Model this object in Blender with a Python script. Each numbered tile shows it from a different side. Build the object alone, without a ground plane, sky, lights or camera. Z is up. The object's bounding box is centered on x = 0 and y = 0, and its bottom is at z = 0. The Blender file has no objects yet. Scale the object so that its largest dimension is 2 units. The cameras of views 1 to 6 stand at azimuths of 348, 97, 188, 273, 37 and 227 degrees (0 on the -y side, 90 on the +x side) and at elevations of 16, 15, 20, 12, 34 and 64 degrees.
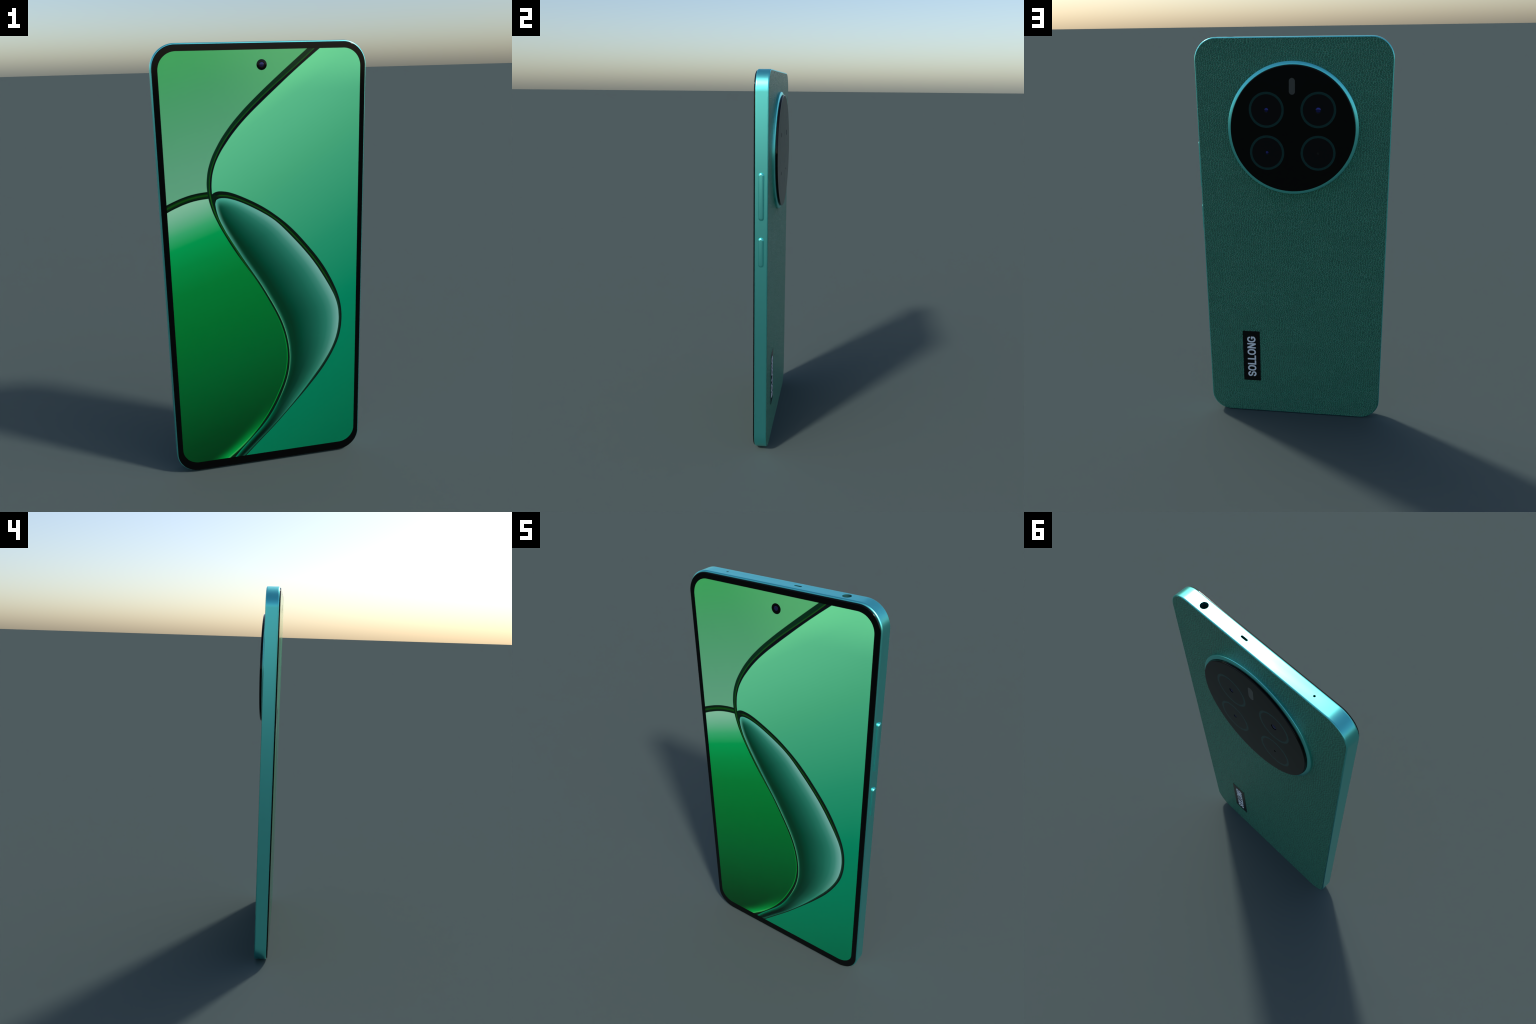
import bpy, bmesh, math
from mathutils import Vector

# ------------------------------------------------------------------ sizes (metres)
BODY_CX = -0.0045            # the side buttons push the body slightly to -x
BODY_HW = 0.4640             # half width of the metal frame
BODY_Z0, BODY_Z1 = 0.0, 2.0
BODY_R = 0.105               # corner radius seen from the front
FRAME_Y0, FRAME_Y1 = -0.0432, 0.0222
GLASS_Y = -0.0491            # front of the cover glass
SCREEN_Y = -0.0495
CAM_X, CAM_Z = -0.0047, 1.5815
CAM_Y = 0.0490               # face of the rear camera glass


def srgb(r, g, b):
    def f(c):
        c /= 255.0
        return c / 12.92 if c <= 0.04045 else ((c + 0.055) / 1.055) ** 2.4
    return (f(r), f(g), f(b), 1.0)


def paint(r, g, b):
    """base colour of a print that reads as sRGB r, g, b on the sunlit front face"""
    lin = srgb(r, g, b)
    gain = (0.66, 0.695, 0.74)
    gloss = (0.0013, 0.0018, 0.0018)
    return tuple(min(0.98, max(0.0, (c - o) / k)) for c, o, k in zip(lin, gloss, gain)) + (1.0,)


# ------------------------------------------------------------------ node helpers
CONVERT = srgb


class Val:
    """A float socket that can be combined with + - * / to build Math nodes."""
    def __init__(self, nt, sock):
        self.nt, self.s = nt, sock

    def op(self, name, other=None, third=None):
        n = self.nt.nodes.new('ShaderNodeMath')
        n.operation = name
        for i, o in enumerate((self, other, third)):
            if o is None:
                continue
            if isinstance(o, Val):
                self.nt.links.new(o.s, n.inputs[i])
            else:
                n.inputs[i].default_value = float(o)
        return Val(self.nt, n.outputs[0])

    def __add__(self, o): return self.op('ADD', o)
    def __radd__(self, o): return self.op('ADD', o)
    def __sub__(self, o): return self.op('SUBTRACT', o)
    def __rsub__(self, o): return (self * -1.0) + o
    def __mul__(self, o): return self.op('MULTIPLY', o)
    def __rmul__(self, o): return self.op('MULTIPLY', o)
    def __truediv__(self, o): return self.op('DIVIDE', o)
    def __neg__(self): return self * -1.0
    def min(self, o): return self.op('MINIMUM', o)
    def max(self, o): return self.op('MAXIMUM', o)
    def abs(self): return self.op('ABSOLUTE')
    def sqrt(self): return self.op('SQRT')

    def step(self, a, b):
        """smooth 0..1 as the value runs from a to b"""
        n = self.nt.nodes.new('ShaderNodeMapRange')
        n.interpolation_type = 'SMOOTHSTEP'
        self.nt.links.new(self.s, n.inputs['Value'])
        lo, hi = (a, b) if a < b else (b, a)
        n.inputs['From Min'].default_value = lo
        n.inputs['From Max'].default_value = hi
        n.inputs['To Min'].default_value = 0.0 if a < b else 1.0
        n.inputs['To Max'].default_value = 1.0 if a < b else 0.0
        return Val(self.nt, n.outputs['Result'])

    def ramp(self, lo, hi, stops, interp='LINEAR', conv=None):
        """colour ramp over lo..hi; stops are (value, (r, g, b) in sRGB 0-255)"""
        t = (self - lo) / (hi - lo)
        n = self.nt.nodes.new('ShaderNodeValToRGB')
        n.color_ramp.interpolation = interp
        els = n.color_ramp.elements
        while len(els) < len(stops):
            els.new(0.5)
        for e, (p, c) in zip(els, sorted(stops, key=lambda s: s[0])):
            e.position = (p - lo) / (hi - lo)
            e.color = (conv or CONVERT)(*c)
        self.nt.links.new(t.s, n.inputs[0])
        return n.outputs['Color']

    def curve(self, pts, xlo, xhi, ylo=-0.6, yhi=2.1):
        """Float Curve node through control points"""
        n = self.nt.nodes.new('ShaderNodeFloatCurve')
        m = n.mapping
        m.use_clip = False
        m.extend = 'EXTRAPOLATED'
        c = m.curves[0]
        pts = sorted(pts)
        q = [((a - xlo) / (xhi - xlo), (b - ylo) / (yhi - ylo)) for a, b in pts]
        c.points[0].location = q[0]
        c.points[1].location = q[-1]
        for p in q[1:-1]:
            c.points.new(*p)
        for p in c.points:
            p.handle_type = 'AUTO'
        m.update()
        t = (self - xlo) / (xhi - xlo)
        self.nt.links.new(t.s, n.inputs['Value'])
        return Val(self.nt, n.outputs[0]) * (yhi - ylo) + ylo


def mixc(nt, fac, a, b, mode='MIX'):
    n = nt.nodes.new('ShaderNodeMix')
    n.data_type = 'RGBA'
    n.blend_type = mode
    for val, idx in ((a, 6), (b, 7)):
        if isinstance(val, tuple):
            n.inputs[idx].default_value = CONVERT(*val) if len(val) == 3 else val
        else:
            nt.links.new(val, n.inputs[idx])
    if isinstance(fac, Val):
        nt.links.new(fac.s, n.inputs[0])
    else:
        n.inputs[0].default_value = fac
    return n.outputs[2]


def new_material(name, color=None, rough=0.5, metal=0.0, **kw):
    m = bpy.data.materials.new(name)
    m.use_nodes = True
    b = m.node_tree.nodes['Principled BSDF']
    if color is not None:
        b.inputs['Base Color'].default_value = color if len(color) == 4 else (*color, 1.0)
    b.inputs['Roughness'].default_value = rough
    b.inputs['Metallic'].default_value = metal
    for k, v in kw.items():
        b.inputs[k].default_value = v
    return m, m.node_tree, b


def object_xyz(nt):
    tc = nt.nodes.new('ShaderNodeTexCoord')
    sp = nt.nodes.new('ShaderNodeSeparateXYZ')
    nt.links.new(tc.outputs['Object'], sp.inputs[0])
    return tc, Val(nt, sp.outputs[0]), Val(nt, sp.outputs[1]), Val(nt, sp.outputs[2])


def noise(nt, vec, scale, detail=2.0, rough=0.5, distort=0.0):
    n = nt.nodes.new('ShaderNodeTexNoise')
    n.inputs['Scale'].default_value = scale
    n.inputs['Detail'].default_value = detail
    n.inputs['Roughness'].default_value = rough
    n.inputs['Distortion'].default_value = distort
    if vec is not None:
        nt.links.new(vec, n.inputs['Vector'])
    return n


# ------------------------------------------------------------------ materials
def mat_metal():
    m, nt, b = new_material('teal_anodised_metal', (0.178, 0.86, 0.80), 0.305, 1.0)
    tc, x, y, z = object_xyz(nt)
    n = noise(nt, tc.outputs['Object'], 900.0, 2.0)
    bp = nt.nodes.new('ShaderNodeBump')
    bp.inputs['Strength'].default_value = 0.02
    bp.inputs['Distance'].default_value = 0.0005
    nt.links.new(n.outputs['Fac'], bp.inputs['Height'])
    nt.links.new(bp.outputs[0], b.inputs['Normal'])
    return m


def mat_black_glass():
    m, nt, b = new_material('black_glass', (0.0004, 0.0004, 0.0005), 0.11)
    b.inputs['Specular IOR Level'].default_value = 0.22
    return m


def mat_leather():
    m, nt, b = new_material('green_grained_leather', None, 0.27)
    b.inputs['Specular IOR Level'].default_value = 0.5
    tc, x, y, z = object_xyz(nt)
    # wide scale noise bends the rows of pebbles, a finer one breaks them up
    cb = nt.nodes.new('ShaderNodeCombineXYZ')
    nt.links.new((x * 0.52).s, cb.inputs[0])
    nt.links.new(z.s, cb.inputs[1])
    vec = cb.outputs[0]
    for scale, amount in ((7.0, 0.030), (55.0, 0.006)):
        wn = noise(nt, vec, scale, 2.0)
        ad = nt.nodes.new('ShaderNodeVectorMath')
        ad.operation = 'MULTIPLY_ADD'
        nt.links.new(wn.outputs['Color'], ad.inputs[0])
        ad.inputs[1].default_value = (amount, amount, amount)
        nt.links.new(vec, ad.inputs[2])
        vec = ad.outputs[0]
    vo = nt.nodes.new('ShaderNodeTexVoronoi')
    vo.feature = 'DISTANCE_TO_EDGE'
    vo.voronoi_dimensions = '2D'
    vo.inputs['Scale'].default_value = 168.0
    vo.inputs['Randomness'].default_value = 0.8
    nt.links.new(vec, vo.inputs['Vector'])
    edge = Val(nt, vo.outputs['Distance'])
    fine = Val(nt, noise(nt, vec, 420.0, 2.0, 0.55).outputs['Fac'])
    h = edge.step(-0.05, 0.38) + (fine - 0.5) * 0.15
    bp = nt.nodes.new('ShaderNodeBump')
    bp.inputs['Strength'].default_value = 1.0
    bp.inputs['Distance'].default_value = 0.0026
    nt.links.new(h.s, bp.inputs['Height'])
    nt.links.new(bp.outputs[0], b.inputs['Normal'])
    tone = edge + (fine - 0.5) * 0.10
    col = tone.ramp(-0.1, 0.6, [(0.0, (80, 168, 135)), (0.07, (71, 152, 121)), (0.18, (57, 129, 101)), (0.40, (46, 109, 84))])
    nt.links.new(col, b.inputs['Base Color'])
    return m


def mat_wallpaper():
    """Abstract green wallpaper: a few curves split the screen into fields, each
    field carries its own gradient."""
    global CONVERT
    CONVERT = paint
    m, nt, b = new_material('display_image', None, 0.11)
    b.inputs['Specular IOR Level'].default_value = 0.22
    tc, x, y, z = object_xyz(nt)
    AA = 0.0011

    def edge_x(pts, lo=0.0, hi=2.0):
        """signed distance to a curve given as x over z, positive to the right"""
        zx = [(pz, px) for px, pz in pts]
        f = z.curve(zx, lo, hi)
        g = (z + 0.02).curve(zx, lo, hi)
        k = (g - f) / 0.02
        return (x - f) / (k * k + 1.0).sqrt()

    def edge_z(pts, lo, hi):
        """signed distance to a curve given as z over x, positive below it"""
        f = x.curve(pts, lo, hi)
        g = (x + 0.004).curve(pts, lo, hi)
        k = (g - f) / 0.004
        return (f - z) / (k * k + 1.0).sqrt()

    # long S-shaped band running from the top edge to the bottom edge
    s_left = edge_x([(-0.2680, 0.0), (-0.2224, 0.04), (-0.1431, 0.1069), (-0.08, 0.1738), (-0.0291, 0.2407), (0.012, 0.3076),
                     (0.0442, 0.3745), (0.0706, 0.4414), (0.0857, 0.5083), (0.0899, 0.5752), (0.0833, 0.6421),
                     (0.0677, 0.709), (0.0433, 0.7759), (0.0115, 0.8428), (-0.0232, 0.9097), (-0.0622, 0.9766),
                     (-0.1065, 1.0434), (-0.1486, 1.1103), (-0.1861, 1.1772), (-0.2197, 1.2441), (-0.2453, 1.311),
                     (-0.2591, 1.3779), (-0.2586, 1.4448), (-0.2421, 1.5117), (-0.2093, 1.5786), (-0.1634, 1.6455),
                     (-0.1042, 1.7124), (-0.0335, 1.7793), (0.0438, 1.8462), (0.1247, 1.9131), (0.207, 1.98), (0.2315, 2.0)])
    s_line = edge_x([(-0.2520, 0.0), (-0.2090, 0.04), (-0.0731, 0.1738), (0.0170, 0.3076), (0.0755, 0.4414), (0.0945, 0.5752),
                     (0.0722, 0.709), (0.0160, 0.8428), (-0.0580, 0.9766), (-0.1010, 1.0434), (-0.1493, 1.13), (-0.1822, 1.1867),
                     (-0.2104, 1.2433), (-0.2326, 1.3), (-0.2462, 1.3567), (-0.249, 1.4133), (-0.2403, 1.47),
                     (-0.2194, 1.5267), (-0.1884, 1.5833), (-0.1469, 1.64), (-0.0948, 1.6967), (-0.0356, 1.7533),
                     (0.0296, 1.81), (0.0997, 1.8667), (0.1697, 1.9233), (0.2364, 1.98), (0.2598, 2.0)])
    s_right = edge_x([(-0.2240, 1.25), (-0.2330, 1.31), (-0.2387, 1.37), (-0.2383, 1.4255), (-0.2275, 1.4809), (-0.2036, 1.5364),
                      (-0.1671, 1.5918), (-0.1224, 1.6473), (-0.0685, 1.7027), (-0.0066, 1.7582), (0.0576, 1.8136),
                      (0.1232, 1.8691), (0.1921, 1.9245), (0.2642, 1.98), (0.2904, 2.0)], 1.25, 2.0)
    # pod-shaped leaf at the centre right
    pod_left = edge_x([(-0.2265, 0.0), (-0.1928, 0.04), (-0.1449, 0.0961), (-0.0915, 0.1522), (-0.0394, 0.2083), (0.002, 0.2643),
                       (0.0336, 0.3204), (0.0599, 0.3765), (0.0806, 0.4326), (0.0943, 0.4887), (0.0998, 0.5448),
                       (0.0978, 0.6009), (0.0896, 0.657), (0.0755, 0.713), (0.0551, 0.7691), (0.0292, 0.8252),
                       (0.0003, 0.8813), (-0.0303, 0.9374), (-0.064, 0.9935), (-0.0987, 1.0496), (-0.1317, 1.1057),
                       (-0.1638, 1.1617), (-0.1935, 1.2178), (-0.2165, 1.2739), (-0.2272, 1.33), (-0.2275, 1.40)], 0.0, 1.4)
    out_top = edge_z([(-0.2480, 1.3640), (-0.2393, 1.3738), (-0.2300, 1.3800), (-0.2168, 1.3842), (-0.2050, 1.3850), (-0.1937, 1.3840),
                      (-0.1703, 1.3798), (-0.1472, 1.3722), (-0.1245, 1.3627), (-0.1024, 1.3522), (-0.0808, 1.3412),
                      (-0.0387, 1.3181), (0.0017, 1.2924), (0.0402, 1.2637), (0.0774, 1.2329), (0.1125, 1.1998),
                      (0.1454, 1.1644), (0.1766, 1.1276), (0.2069, 1.09), (0.2362, 1.0515), (0.2634, 1.0117), (0.36, 0.862)],
                     -0.26, 0.36)
    out_side = edge_x([(0.0300, 1.30), (0.1612, 1.1462), (0.1919, 1.1089), (0.2217, 1.0709), (0.2501, 1.0318), (0.276, 0.9912),
                       (0.2992, 0.9488), (0.3203, 0.9053), (0.3386, 0.8606), (0.3518, 0.8143), (0.3589, 0.7665),
                       (0.3597, 0.7181), (0.3545, 0.67), (0.3430, 0.6235), (0.3248, 0.5797), (0.3030, 0.5376),
                       (0.2770, 0.4954), (0.2472, 0.4539), (0.2160, 0.4154), (0.1862, 0.3798), (0.1550, 0.3447),
                       (0.0897, 0.273), (0.0241, 0.2026), (-0.0446, 0.1346), (-0.1133, 0.0668), (-0.181, 0.0)], 0.0, 1.3)
    in_top = edge_z([(-0.2310, 1.3050), (-0.2269, 1.3285), (-0.2240, 1.3420), (-0.2150, 1.3505), (-0.2050, 1.3534), (-0.1920, 1.3535),
                     (-0.174, 1.3512), (-0.1505, 1.3446), (-0.1274, 1.3360), (-0.1053, 1.326), (-0.0841, 1.3152), (-0.0635, 1.304),
                     (-0.0232, 1.2803), (0.0161, 1.2542), (0.0524, 1.2244), (0.0853, 1.1909), (0.117, 1.156),
                     (0.1481, 1.1204), (0.1781, 1.0839), (0.2069, 1.0465), (0.2338, 1.0077), (0.34, 0.842)], -0.26, 0.34)
    in_side = edge_x([(-0.0100, 1.30), (0.117, 1.156), (0.1481, 1.1204), (0.1781, 1.0839), (0.2069, 1.0465), (0.2338, 1.0077),
                      (0.2590, 0.9673), (0.2830, 0.9261), (0.3051, 0.8852), (0.3245, 0.8436), (0.3385, 0.7988),
                      (0.3448, 0.7517), (0.3442, 0.7042), (0.3370, 0.6573), (0.3238, 0.6124), (0.3050, 0.57),
                      (0.2815, 0.5286), (0.2545, 0.487), (0.2245, 0.4463), (0.1960, 0.4084), (0.1685, 0.3735),
                      (0.1405, 0.3391), (0.0784, 0.2683), (0.0139, 0.1994), (-0.0538, 0.1334), (-0.1216, 0.0676),
                      (-0.191, 0.0)], 0.0, 1.3)
    arc = edge_z([(-0.46, 1.3090), (-0.4366, 1.3220), (-0.4005, 1.3380), (-0.3556, 1.3542), (-0.3108, 1.3646),
                  (-0.2594, 1.3700), (-0.22, 1.371)], -0.46, -0.2)

    # upper left field
    ua = z - x * 0.28
    colA = ua.ramp(1.3, 2.1, [(1.44, (94, 159, 125)), (1.57, (89, 156, 121)), (1.76, (79, 154, 110)), (1.89, (72, 154, 102)),
                              (1.97, (67, 157, 96)), (2.08, (62, 161, 90))])
    colA = mixc(nt, (x + z * 0.5).step(0.65, 1.15) * 0.75, colA, (88, 173, 112))
    # right field
    ub = z - x * 0.65
    colB = ub.ramp(-0.2, 2.0, [(-0.15, (5, 101, 70)), (0.03, (6, 108, 75)), (0.30, (5, 116, 82)), (0.575, (4, 124, 89)),
                               (0.64, (8, 127, 91)), (0.95, (36, 141, 104)), (1.30, (63, 160, 119)), (1.38, (69, 165, 121)),
                               (1.59, (83, 179, 133)), (1.70, (89, 186, 137)), (1.80, (103, 204, 145)), (1.9, (108, 210, 148))])
    colB = mixc(nt, z.step(1.78, 1.96) * 0.55, colB, (108, 216, 152))
    # lower left field
    uc = z - x * 0.35
    colC = uc.ramp(-0.1, 1.5, [(0.12, (5, 52, 23)), (0.28, (5, 64, 28)), (0.40, (5, 75, 33)), (0.61, (5, 91, 41)), (0.86, (5, 106, 44)),
                               (1.06, (6, 117, 50)), (1.18, (6, 131, 62)), (1.28, (5, 147, 76)), (1.34, (55, 162, 106)),
                               (1.414, (110, 177, 143)), (1.47, (130, 188, 157))])
    # glow near the band at the bottom, and a thin light line along the band higher up
    low = z.step(0.42, 0.06)
    near = -s_left
    glow = (near.step(0.080, -0.004) * low * 1.1).min(1.0)
    colC = mixc(nt, glow * glow, colC, (4, 146, 62))
    colC = mixc(nt, near.step(0.010, 0.001) * z.step(0.20, 0.09) * 0.8, colC, (92, 170, 118))
    colC = mixc(nt, near.step(0.0060, 0.0015) * z.step(0.86, 0.6) * 0.85, colC, (6, 140, 50))

    # arc-shaped band on the left
    aa = arc.abs()
    bandA = aa.ramp(0.0, 0.02, [(0.0, (17, 80, 15)), (0.0018, (15, 62, 15)), (0.006, (10, 36, 17)), (0.011, (8, 22, 15))])
    left = mixc(nt, arc.step(-AA, AA), colA, colC)
    left = mixc(nt, aa.step(0.0155 + AA, 0.0155 - AA), left, bandA)

    # right side: field, pod outline, pod filling
    d_out = out_top.min(-out_side)
    d_in = in_top.min(-in_side)
    width = d_out - d_in
    ro = d_out / width.max(0.002)
    podline = ro.ramp(0.0, 1.0, [(0.0, (10, 22, 18)), (0.48, (10, 25, 16)), (0.575, (19, 74, 16)), (0.61, (19, 74, 16)),
                                 (0.72, (13, 42, 17)), (0.84, (9, 24, 16)), (1.0, (8, 22, 17))])
    podlow = ro.ramp(0.0, 1.0, [(0.0, (10, 24, 22)), (0.45, (14, 28, 24)), (0.7, (17, 54, 36)), (1.0, (18, 52, 40))])
    podline = mixc(nt, z.step(0.98, 0.78), podline, podlow)
    podline = mixc(nt, x.step(-0.200, -0.222) * 0.85, podline, (9, 23, 16))
    right = mixc(nt, d_out.step(-AA, AA), colB, podline)

    dl = pod_left.max(0.0)
    dr = d_in.max(0.0)
    s = dl / (dl + dr).max(0.0005)
    fill = s.ramp(0.0, 1.0, [(0.0, (6, 62, 42)), (0.07, (6, 52, 33)), (0.15, (6, 50, 32)), (0.28, (5, 64, 46)),
                             (0.45, (17, 80, 63)), (0.62, (25, 97, 79)), (0.76, (38, 114, 96)), (0.86, (60, 132, 116)),
                             (0.94, (92, 154, 142)), (1.0, (112, 168, 158))])
    # the pod darkens towards its lower tip
    fill = mixc(nt, z.step(0.72, 0.40), fill, s.ramp(0.0, 1.0, [
        (0.0, (6, 60, 40)), (0.20, (6, 44, 29)), (0.45, (9, 54, 40)), (0.70, (21, 80, 63)), (0.90, (32, 104, 84)), (1.0, (44, 130, 106))]))
    fill = mixc(nt, z.step(0.38, 0.16), fill, s.ramp(0.0, 1.0, [
        (0.0, (5, 118, 84)), (0.22, (5, 74, 50)), (0.42, (5, 34, 23)), (0.62, (6, 24, 18)), (0.78, (8, 34, 26)),
        (0.93, (16, 72, 56)), (1.0, (24, 92, 74))]))
    # light rims
    rim = (dl / (z.step(0.25, 1.0) * 0.55 + 0.45)).step(0.026, -0.002)
    rimcol = z.ramp(0.0, 1.4, [(0.05, (5, 124, 88)), (0.3, (5, 112, 76)), (0.45, (20, 104, 76)), (0.6, (40, 122, 96)),
                               (0.85, (48, 132, 104)), (1.1, (56, 140, 120)), (1.25, (84, 168, 146)), (1.35, (94, 176, 156))])
    fill = mixc(nt, rim * rim * 0.95, fill, rimcol)
    fill = mixc(nt, dl.step(0.0045, 0.0) * z.step(1.02, 0.86) * z.step(0.30, 0.42) * 0.75, fill, (92, 172, 120))
    toprim = dr.step(0.055, -0.01) * z.step(1.18, 1.36)
    fill = mixc(nt, toprim * toprim * 0.9, fill, (70, 168, 146))
    right = mixc(nt, d_in.min(pod_left).step(-AA, AA), right, fill)

    # S band colours
    bandU = mixc(nt, s_line.step(-0.0015, 0.0035), (10, 42, 26), (12, 15, 20))
    bandU = mixc(nt, s_line.abs().step(0.0034, 0.0002), bandU, (23, 78, 22))
    bandL = mixc(nt, s_line.abs().step(0.0042, 0.0002) * z.step(0.90, 1.15), (8, 30, 19), (22, 84, 20))
    out_band = mixc(nt, z.step(1.36, 1.40), bandL, bandU)
    # where the band stops to the right: the field above the pod, the pod below
    bm = (-s_right).step(-AA, AA) * z.step(1.345, 1.375)
    lowband = (-pod_left).step(-AA * 0.5, AA * 0.5) * z.step(1.375, 1.345)
    right = mixc(nt, (bm + lowband).min(1.0), right, out_band)

    col = mixc(nt, s_left.step(-AA, AA), left, right)
    nt.links.new(col, b.inputs['Base Color'])
    CONVERT = srgb
    return m


# ------------------------------------------------------------------ mesh helpers
def rounded_rect(hw, z0, z1, r, seg):
    pts = []
    cx0, cx1 = BODY_CX - hw + r, BODY_CX + hw - r
    for cx, cz, a0 in ((cx1, z1 - r, 0), (cx0, z1 - r, 90), (cx0, z0 + r, 180), (cx1, z0 + r, 270)):
        for i in range(seg + 1):
            a = math.radians(a0 + 90.0 * i / seg)
            pts.append((cx + r * math.cos(a), cz + r * math.sin(a)))
    return pts


def loft(rings, cap0=True, cap1=True, closed=False):
    """rings: lists of (x, y, z); quads between successive rings"""
    bm = bmesh.new()
    vr = [[bm.verts.new(p) for p in ring] for ring in rings]
    n = len(rings[0])
    pairs = list(zip(vr[:-1], vr[1:])) + ([(vr[-1], vr[0])] if closed else [])
    for a, b in pairs:
        for i in range(n):
            j = (i + 1) % n
            bm.faces.new((a[i], a[j], b[j], b[i]))
    if cap0 and not closed:
        bm.faces.new(vr[0][::-1])
    if cap1 and not closed:
        bm.faces.new(vr[-1])
    bmesh.ops.recalc_face_normals(bm, faces=bm.faces)
    return bm


def to_object(bm, name, mat, parent=None, angle=35.0, loc=(0, 0, 0)):
    me = bpy.data.meshes.new(name)
    bm.to_mesh(me)
    bm.free()
    me.shade_smooth()
    me.set_sharp_from_angle(angle=math.radians(angle))
    ob = bpy.data.objects.new(name, me)
    bpy.context.scene.collection.objects.link(ob)
    if mat:
        me.materials.append(mat)
    ob.location = loc
    if parent:
        ob.parent = parent
    return ob


def body_rings(profile, seg=20, z0=BODY_Z0, z1=BODY_Z1, r=BODY_R, hw=BODY_HW):
    rings = []
    for inset, y in profile:
        ring = rounded_rect(hw - inset, z0 + inset, z1 - inset, r - inset, seg)
        rings.append([(px, y, pz) for px, pz in ring])
    return rings


def arc_profile(i0, y0, i1, y1, n, convex=True):
    """quarter ellipse from (i0,y0) to (i1,y1) in (inset,y) space"""
    out = []
    for k in range(n + 1):
        a = math.pi / 2 * k / n
        if convex:
            out.append((i0 + (i1 - i0) * (1 - math.cos(a)), y0 + (y1 - y0) * math.sin(a)))
        else:
            out.append((i0 + (i1 - i0) * math.sin(a), y0 + (y1 - y0) * (1 - math.cos(a))))
    return out


def lathe(profile, n=128, cap0=True, cap1=True):
    rings = []
    for r, y in profile:
        rings.append([(r * math.cos(2 * math.pi * i / n), y, r * math.sin(2 * math.pi * i / n)) for i in range(n)])
    return loft(rings, cap0, cap1)


def pill_outline(half_len, half_w, seg=12):
    """long axis along v; returns (u, v)"""
    pts = []
    c = half_len - half_w
    for i in range(seg + 1):
        a = math.pi * i / seg
        pts.append((half_w * math.cos(a), c + half_w * math.sin(a)))
    for i in range(seg + 1):
        a = math.pi + math.pi * i / seg
        pts.append((half_w * math.cos(a), -c + half_w * math.sin(a)))
    return pts


# ------------------------------------------------------------------ build
MET = mat_metal()
BLACK = mat_black_glass()
LEATHER = mat_leather()
WALL = mat_wallpaper()

phone = bpy.data.objects.new('smartphone', None)
bpy.context.scene.collection.objects.link(phone)
phone['label'] = 'tall slim smartphone with teal metal frame, green leather back and round camera'
phone['category'] = 'smartphone'

# --- metal frame: solid slab with rounded long edges
E = 0.0004
prof = [(0.0140, FRAME_Y0 + 0.0002), (0.0064, FRAME_Y0 + 0.0002)]
prof += arc_profile(0.0, FRAME_Y0 + 0.0068, 0.0058, FRAME_Y0, 6)[::-1]
prof += [(0.0, FRAME_Y0 + 0.0068 + E * 2)]
prof += [(0.0, FRAME_Y1 - 0.0050 - E * 2)]
prof += arc_profile(0.0, FRAME_Y1 - 0.0050, 0.0046, FRAME_Y1, 6)
prof += [(0.0050, FRAME_Y1 - 0.0004), (0.0140, FRAME_Y1 - 0.0006)]
frame = to_object(loft(body_rings(prof)), 'frame', MET, phone)

def cut_with(ob, cutters, angle):
    """boolean difference, applied; the helper objects are deleted"""
    for c in cutters:
        md = ob.modifiers.new('cut', 'BOOLEAN')
        md.operation = 'DIFFERENCE'
        md.solver = 'EXACT'
        md.material_mode = 'TRANSFER'
        md.object = c
    bpy.context.view_layer.update()
    dg = bpy.context.evaluated_depsgraph_get()
    cut = bpy.data.meshes.new_from_object(ob.evaluated_get(dg))
    ob.modifiers.clear()
    old = ob.data
    name = old.name
    ob.data = cut
    bpy.data.meshes.remove(old)
    cut.name = name
    for c in cutters:
        me = c.data
        bpy.data.objects.remove(c)
        bpy.data.meshes.remove(me)
    cut.shade_smooth()
    cut.set_sharp_from_angle(angle=math.radians(angle))


SIDE_Y = -0.0103
PORT, _, _ = new_material('port_interior', (0.010, 0.085, 0.080), 0.6)


def cutter(outline, z0, z1, cx, cy):
    bm = loft([[(cx + v, cy + u, zz) for u, v in outline] for zz in (z0, z1)])
    return to_object(bm, 'cutter', PORT)


cutters = [
    cutter(pill_outline(0.01801, 0.0180, 20), 1.955, 2.02, 0.289, SIDE_Y + 0.0005),   # headphone jack
    cutter(pill_outline(0.0175, 0.0054, 8), 1.975, 2.02, 0.0728, SIDE_Y),             # slot
    cutter(pill_outline(0.00501, 0.0050, 10), 1.98, 2.02, -0.2770, SIDE_Y + 0.0003),  # microphone
    cutter(pill_outline(0.055, 0.0165, 12), -0.02, 0.05, BODY_CX, SIDE_Y),            # charging port
]
for i in range(6):
    cutters.append(cutter(pill_outline(0.00851, 0.0085, 8), -0.02, 0.02, 0.14 + 0.034 * i, SIDE_Y))
cutters.append(cutter(pill_outline(0.00501, 0.0050, 8), -0.02, 0.02, -0.12, SIDE_Y))
cut_with(frame, cutters, 35)

# --- front cover glass with softly rounded rim
gp = [(0.0062, FRAME_Y0 + 0.003), (0.0058, FRAME_Y0), (0.0058, GLASS_Y + 0.0036)]
gp += arc_profile(0.0058, GLASS_Y + 0.0034, 0.0095, GLASS_Y, 6)
gp += [(0.0100, GLASS_Y), (0.0130, GLASS_Y)]
glass = to_object(loft(body_rings(gp)), 'front_glass', BLACK, phone)

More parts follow.
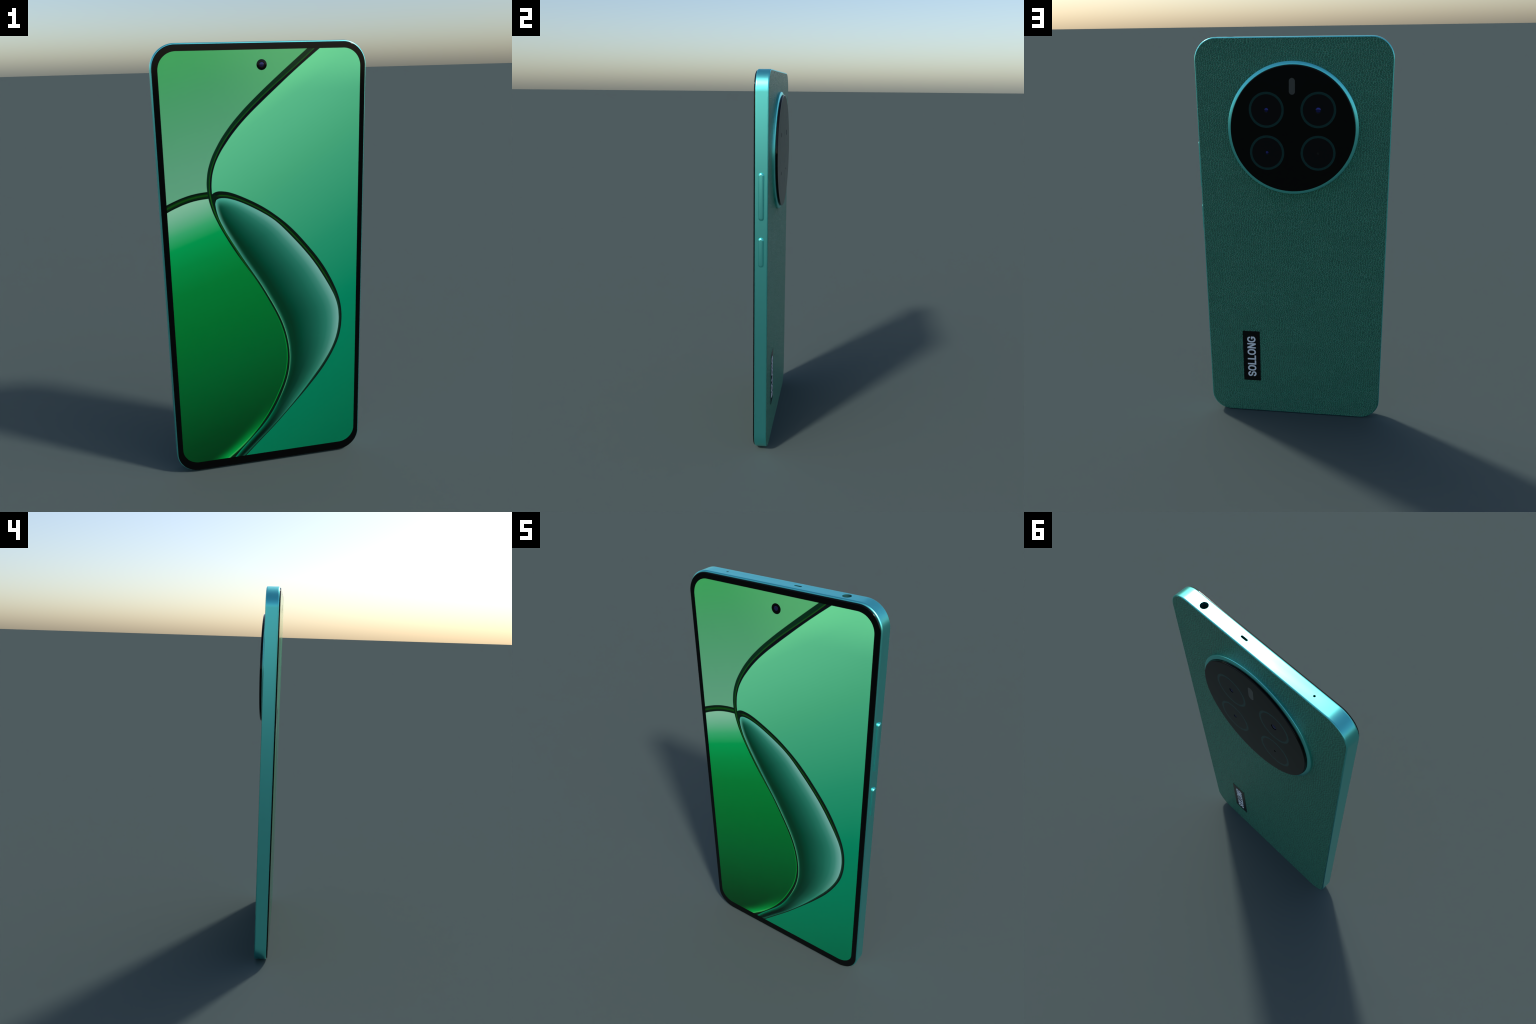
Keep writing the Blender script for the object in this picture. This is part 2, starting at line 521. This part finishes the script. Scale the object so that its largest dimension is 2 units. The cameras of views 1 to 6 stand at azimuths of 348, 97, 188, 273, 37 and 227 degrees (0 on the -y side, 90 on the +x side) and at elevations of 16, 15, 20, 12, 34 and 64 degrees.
# --- display
SCR_X0, SCR_X1, SCR_Z0, SCR_Z1, SCR_R = -0.4380, 0.4305, 0.0512, 1.9677, 0.077
hw = (SCR_X1 - SCR_X0) / 2
off = (SCR_X0 + SCR_X1) / 2 - BODY_CX
ring = [(px + off, pz) for px, pz in rounded_rect(hw, SCR_Z0, SCR_Z1, SCR_R, 20)]
screen = to_object(loft([[(px, yy, pz) for px, pz in ring] for yy in (SCREEN_Y, GLASS_Y + 0.001)]),
                   'screen', WALL, glass)

# --- front camera: black hole with a small coated lens
m_hole, _, _ = new_material('camera_black', (0.0008, 0.0007, 0.0006), 0.11, 0.0, **{'Specular IOR Level': 0.22})
m_coat, nt, b = new_material('coated_lens', (0.035, 0.036, 0.13), 0.10, 0.7)
m_iris, _, _ = new_material('lens_barrel', (0.0020, 0.0020, 0.0028), 0.12)
FCX, FCZ = -0.0052, 1.9072
bm = lathe([(0.0219, 0.0006), (0.0219, -0.0003), (0.0215, -0.0005), (0.0120, -0.0005)], 48)
fcam = to_object(bm, 'front_camera', m_hole, glass, loc=(FCX, SCREEN_Y, FCZ))
bm = lathe([(0.0098 * math.cos(a), -0.0009 * math.sin(a)) for a in
            [math.pi / 2 * k / 8 * 0.97 for k in range(9)]], 40)
fl = to_object(bm, 'front_camera_lens', m_coat, glass, loc=(FCX - 0.0005, SCREEN_Y - 0.0003, FCZ + 0.0008))

# --- leather back
bp = [(0.0050, FRAME_Y1 - 0.003), (0.0050, FRAME_Y1 + 0.0004)]
bp += arc_profile(0.0050, FRAME_Y1 + 0.0004, 0.0062, FRAME_Y1 + 0.0010, 4)
bp += [(0.0068, FRAME_Y1 + 0.0010), (0.010, FRAME_Y1 + 0.0010)]
cover = to_object(loft(body_rings(bp)), 'back_cover', LEATHER, phone)
BACK_Y = FRAME_Y1 + 0.0010

# --- side buttons
def button(name, z0, z1):
    zc, hl = (z0 + z1) / 2, (z1 - z0) / 2
    hwid, top = 0.0136, 0.4685 - (BODY_CX + BODY_HW)
    rings = []
    prof = [(0.0, -0.003), (0.0, 0.0014)] + [(0.0092 * (1 - math.cos(a)), 0.0014 + (top - 0.0014) * math.sin(a))
                                           for a in [math.pi / 2 * k / 8 for k in range(1, 9)]]
    for inset, h in prof:
        rings.append([(BODY_CX + BODY_HW + h, u, v) for u, v in pill_outline(hl - inset, hwid - inset, 14)])
    return to_object(loft(rings), name, MET, phone, 60, loc=(0, SIDE_Y, zc))


button('volume_button', 1.2832, 1.5172)
button('power_button', 1.0470, 1.1968)

# --- rear camera: metal ring, black glass, four lenses, flash
rp = [(0.3133, BACK_Y - 0.004), (0.3133, 0.0308), (0.3133, 0.0312)]
rp += [(0.3133 - 0.0022 * (1 - math.cos(a)), 0.0312 + 0.0026 * math.sin(a)) for a in
       [math.radians(66) * k / 6 for k in range(1, 7)]]
rp += [(0.3000, 0.0385), (0.2985, 0.0386), (0.2978, 0.0380), (0.2976, 0.0300)]
cam = to_object(lathe(rp, 160), 'rear_camera', MET, phone, 30, loc=(CAM_X, 0, CAM_Z))
G = CAM_Y
cp = [(0.2970, 0.0330), (0.2970, G - 0.0034)]
cp += [(0.2970 - 0.0032 * (1 - math.cos(a)), G - 0.0034 + 0.0034 * math.sin(a)) for a in
       [math.pi / 2 * k / 6 for k in range(1, 7)]]
cp += [(0.2930, G), (0.2700, G)]
cglass = to_object(lathe(cp, 160), 'camera_glass', BLACK, cam)

m_ring, _, _ = new_material('lens_ring_teal', (0.008, 0.042, 0.037), 0.11, 0.0, **{'Specular IOR Level': 0.22})
m_flash, _, _ = new_material('flash_diffuser', (0.080, 0.078, 0.068), 0.11, 0.0, **{'Specular IOR Level': 0.22})
m_well, _, _ = new_material('lens_well', (0.0034, 0.0034, 0.0042), 0.11, 0.0, **{'Specular IOR Level': 0.22})
m_blue, _, _ = new_material('lens_coating', (0.030, 0.034, 0.19), 0.08, 0.9)

LENSES = ((0.1221, 0.0936, 0.0100), (-0.1228, 0.0936, 0.0128), (0.1221, -0.1083, 0.0078), (-0.1233, -0.1081, 0.0046))
POCKET = 0.0032


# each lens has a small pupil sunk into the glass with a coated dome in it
cut_with(cglass, [to_object(lathe([(r * 1.12, G - POCKET), (r * 1.12, G + 0.01)], 40), 'cutter', m_iris, cam, loc=(dx, 0, dz))
                  for dx, dz, r in LENSES], 35)
ring_src = None
for dx, dz, r in LENSES:
    if ring_src is None:
        ring_src = r_ob = to_object(lathe([(0.0832, G - 0.001), (0.0832, G + 0.00012), (0.0722, G + 0.00012), (0.0722, G - 0.001)],
                                          96, False, False), 'lens_ring', m_ring, cam)
    else:
        r_ob = ring_src.copy()
        bpy.context.scene.collection.objects.link(r_ob)
    r_ob.location = (dx, 0, dz)
    to_object(lathe([(0.0720, G - 0.001), (0.0720, G + 0.00012), (r * 1.12, G + 0.00012), (r * 1.12, G - 0.001)], 96, False, False),
              'lens', m_well, cam, loc=(dx, 0, dz))
    if r > 0.006:
        bm = lathe([(r * math.cos(a), POCKET * 0.95 * math.sin(a)) for a in
                    [math.pi / 2 * k / 10 * 0.98 for k in range(11)]], 36)
        to_object(bm, 'lens_element', m_blue, cam, loc=(dx, G - POCKET, dz))

bm = loft([[(u, yy, v) for u, v in pill_outline(0.0376, 0.0140, 12)] for yy in (G - 0.001, G + 0.00015)])
to_object(bm, 'flash', m_flash, cam, loc=(0.0, 0, 0.2010))

# --- name plate with raised letters
m_plate, _, _ = new_material('plate_black', (0.0026, 0.0030, 0.0032), 0.2, 0.0, **{'Specular IOR Level': 0.25})
m_letter, _, _ = new_material('letter_silver', (0.92, 0.93, 0.95), 0.4)
PX0, PX1, PZ0, PZ1 = 0.1818, 0.2752, 0.1960, 0.4990
pr = []
for inset, yy in ((0, BACK_Y - 0.001), (0, BACK_Y + 0.0008), (0.0006, BACK_Y + 0.0014)):
    x0, x1, z0, z1, r = PX0 + inset, PX1 - inset, PZ0 + inset, PZ1 - inset, 0.0022
    ring = []
    for cx, cz, a0 in ((x1 - r, z1 - r, 0), (x0 + r, z1 - r, 90), (x0 + r, z0 + r, 180), (x1 - r, z0 + r, 270)):
        for i in range(4):
            a = math.radians(a0 + 30 * i)
            ring.append((cx + r * math.cos(a), yy, cz + r * math.sin(a)))
    pr.append(ring)
plate = to_object(loft(pr), 'name_plate', m_plate, phone)
PLATE_Y = BACK_Y + 0.0014

CAP, STROKE = 0.0462, 0.0080


def catmull(pts, n=6, closed=False):
    out = []
    m = len(pts)
    rng = range(m) if closed else range(m - 1)
    for i in rng:
        p = [Vector(pts[(i + k) % m]) if closed else Vector(pts[max(0, min(m - 1, i + k))]) for k in (-1, 0, 1, 2)]
        for j in range(n):
            t = j / n
            out.append(0.5 * ((2 * p[1]) + (p[2] - p[0]) * t + (2 * p[0] - 5 * p[1] + 4 * p[2] - p[3]) * t * t
                              + (3 * p[1] - p[0] - 3 * p[2] + p[3]) * t ** 3))
    if not closed:
        out.append(Vector(pts[-1]))
    return out


def ribbon(path, closed):
    """left and right offsets of a centre line, mitred"""
    n = len(path)
    L, R = [], []
    for i, p in enumerate(path):
        a = path[i - 1] if (closed or i > 0) else None
        c = path[(i + 1) % n] if (closed or i < n - 1) else None
        d1 = (p - a).normalized() if a is not None else (c - p).normalized()
        d2 = (c - p).normalized() if c is not None else d1
        t = (d1 + d2).normalized()
        nrm = Vector((-t.y, t.x))
        k = STROKE / 2 / max(0.5, nrm.dot(Vector((-d1.y, d1.x))))
        L.append(p + nrm * k)
        R.append(p - nrm * k)
    return L, R


def letter(ch, z0, width):
    s = STROKE
    iw, ih = width - s, CAP - s
    def m(pts): return [Vector((s / 2 + a * iw, s / 2 + c * ih)) for a, c in pts]
    bm = bmesh.new()
    T = 0.0008
    def V(p, top): return bm.verts.new((p.y, T if top else -0.0006, p.x))
    if ch in 'OSG':
        closed = ch == 'O'
        if ch == 'O':
            k = 36
            path = []
            for i in range(k):
                a = 2 * math.pi * i / k
                ca, sa = math.cos(a), math.sin(a)
                path.append((0.5 + 0.5 * math.copysign(abs(ca) ** 0.86, ca), 0.5 + 0.5 * math.copysign(abs(sa) ** 0.86, sa)))
            path = m(path)
        elif ch == 'S':
            path = catmull(m([(0.97, 0.70), (0.88, 0.90), (0.50, 1.0), (0.13, 0.92), (0.02, 0.75), (0.16, 0.58),
                              (0.50, 0.50), (0.86, 0.41), (0.98, 0.24), (0.86, 0.07), (0.48, 0.0), (0.11, 0.09), (0.02, 0.30)]))
        else:
            path = catmull(m([(0.97, 0.68), (0.86, 0.91), (0.52, 1.0), (0.16, 0.88), (0.0, 0.5), (0.16, 0.12),
                              (0.52, 0.0), (0.82, 0.06), (1.0, 0.17)])) + m([(1.0, 0.44), (0.55, 0.44)])
        L, R = ribbon(path, closed)
        lt, rt = [V(p, True) for p in L], [V(p, True) for p in R]
        lb, rb = [V(p, False) for p in L], [V(p, False) for p in R]
        n = len(path)
        for i in range(n if closed else n - 1):
            j = (i + 1) % n
            bm.faces.new((lt[i], lt[j], rt[j], rt[i]))
            bm.faces.new((lb[i], lb[j], lt[j], lt[i]))
            bm.faces.new((rt[i], rt[j], rb[j], rb[i]))
        if not closed:
            for i in (0, n - 1):
                bm.faces.new((lt[i], rt[i], rb[i], lb[i]))
    else:
        w, h = width, CAP
        if ch == 'L':
            poly = [(0, 0), (w, 0), (w, s), (s, s), (s, h), (0, h)]
        else:
            poly = [(0, 0), (s, 0), (s, h * 0.62), (w - s * 1.06, 0), (w, 0), (w, h), (w - s, h), (w - s, h * 0.38),
                    (s * 1.06, h), (0, h)]
        top = [V(Vector(p), True) for p in poly]
        bot = [V(Vector(p), False) for p in poly]
        bm.faces.new(top)
        for i in range(len(poly)):
            j = (i + 1) % len(poly)
            bm.faces.new((top[i], top[j], bot[j], bot[i]))
    bmesh.ops.recalc_face_normals(bm, faces=bm.faces)
    # recalc may flip open shells: make sure the faces on top look outward (+y)
    up = sum(f.normal.y * f.calc_area() for f in bm.faces)
    if up < 0:
        bmesh.ops.reverse_faces(bm, faces=bm.faces)
    xc = (PX0 + PX1) / 2 - CAP / 2
    return to_object(bm, 'letter', m_letter, plate, 30, loc=(xc, PLATE_Y, z0))


for ch, z0, z1 in (('S', 0.2215, 0.2540), ('O', 0.2560, 0.2920), ('L', 0.2950, 0.3226), ('L', 0.3256, 0.3530),
                   ('O', 0.3545, 0.3915), ('N', 0.3945, 0.4275), ('G', 0.4303, 0.4675)):
    letter(ch, z0 + 0.0007, z1 - z0 - 0.0014)
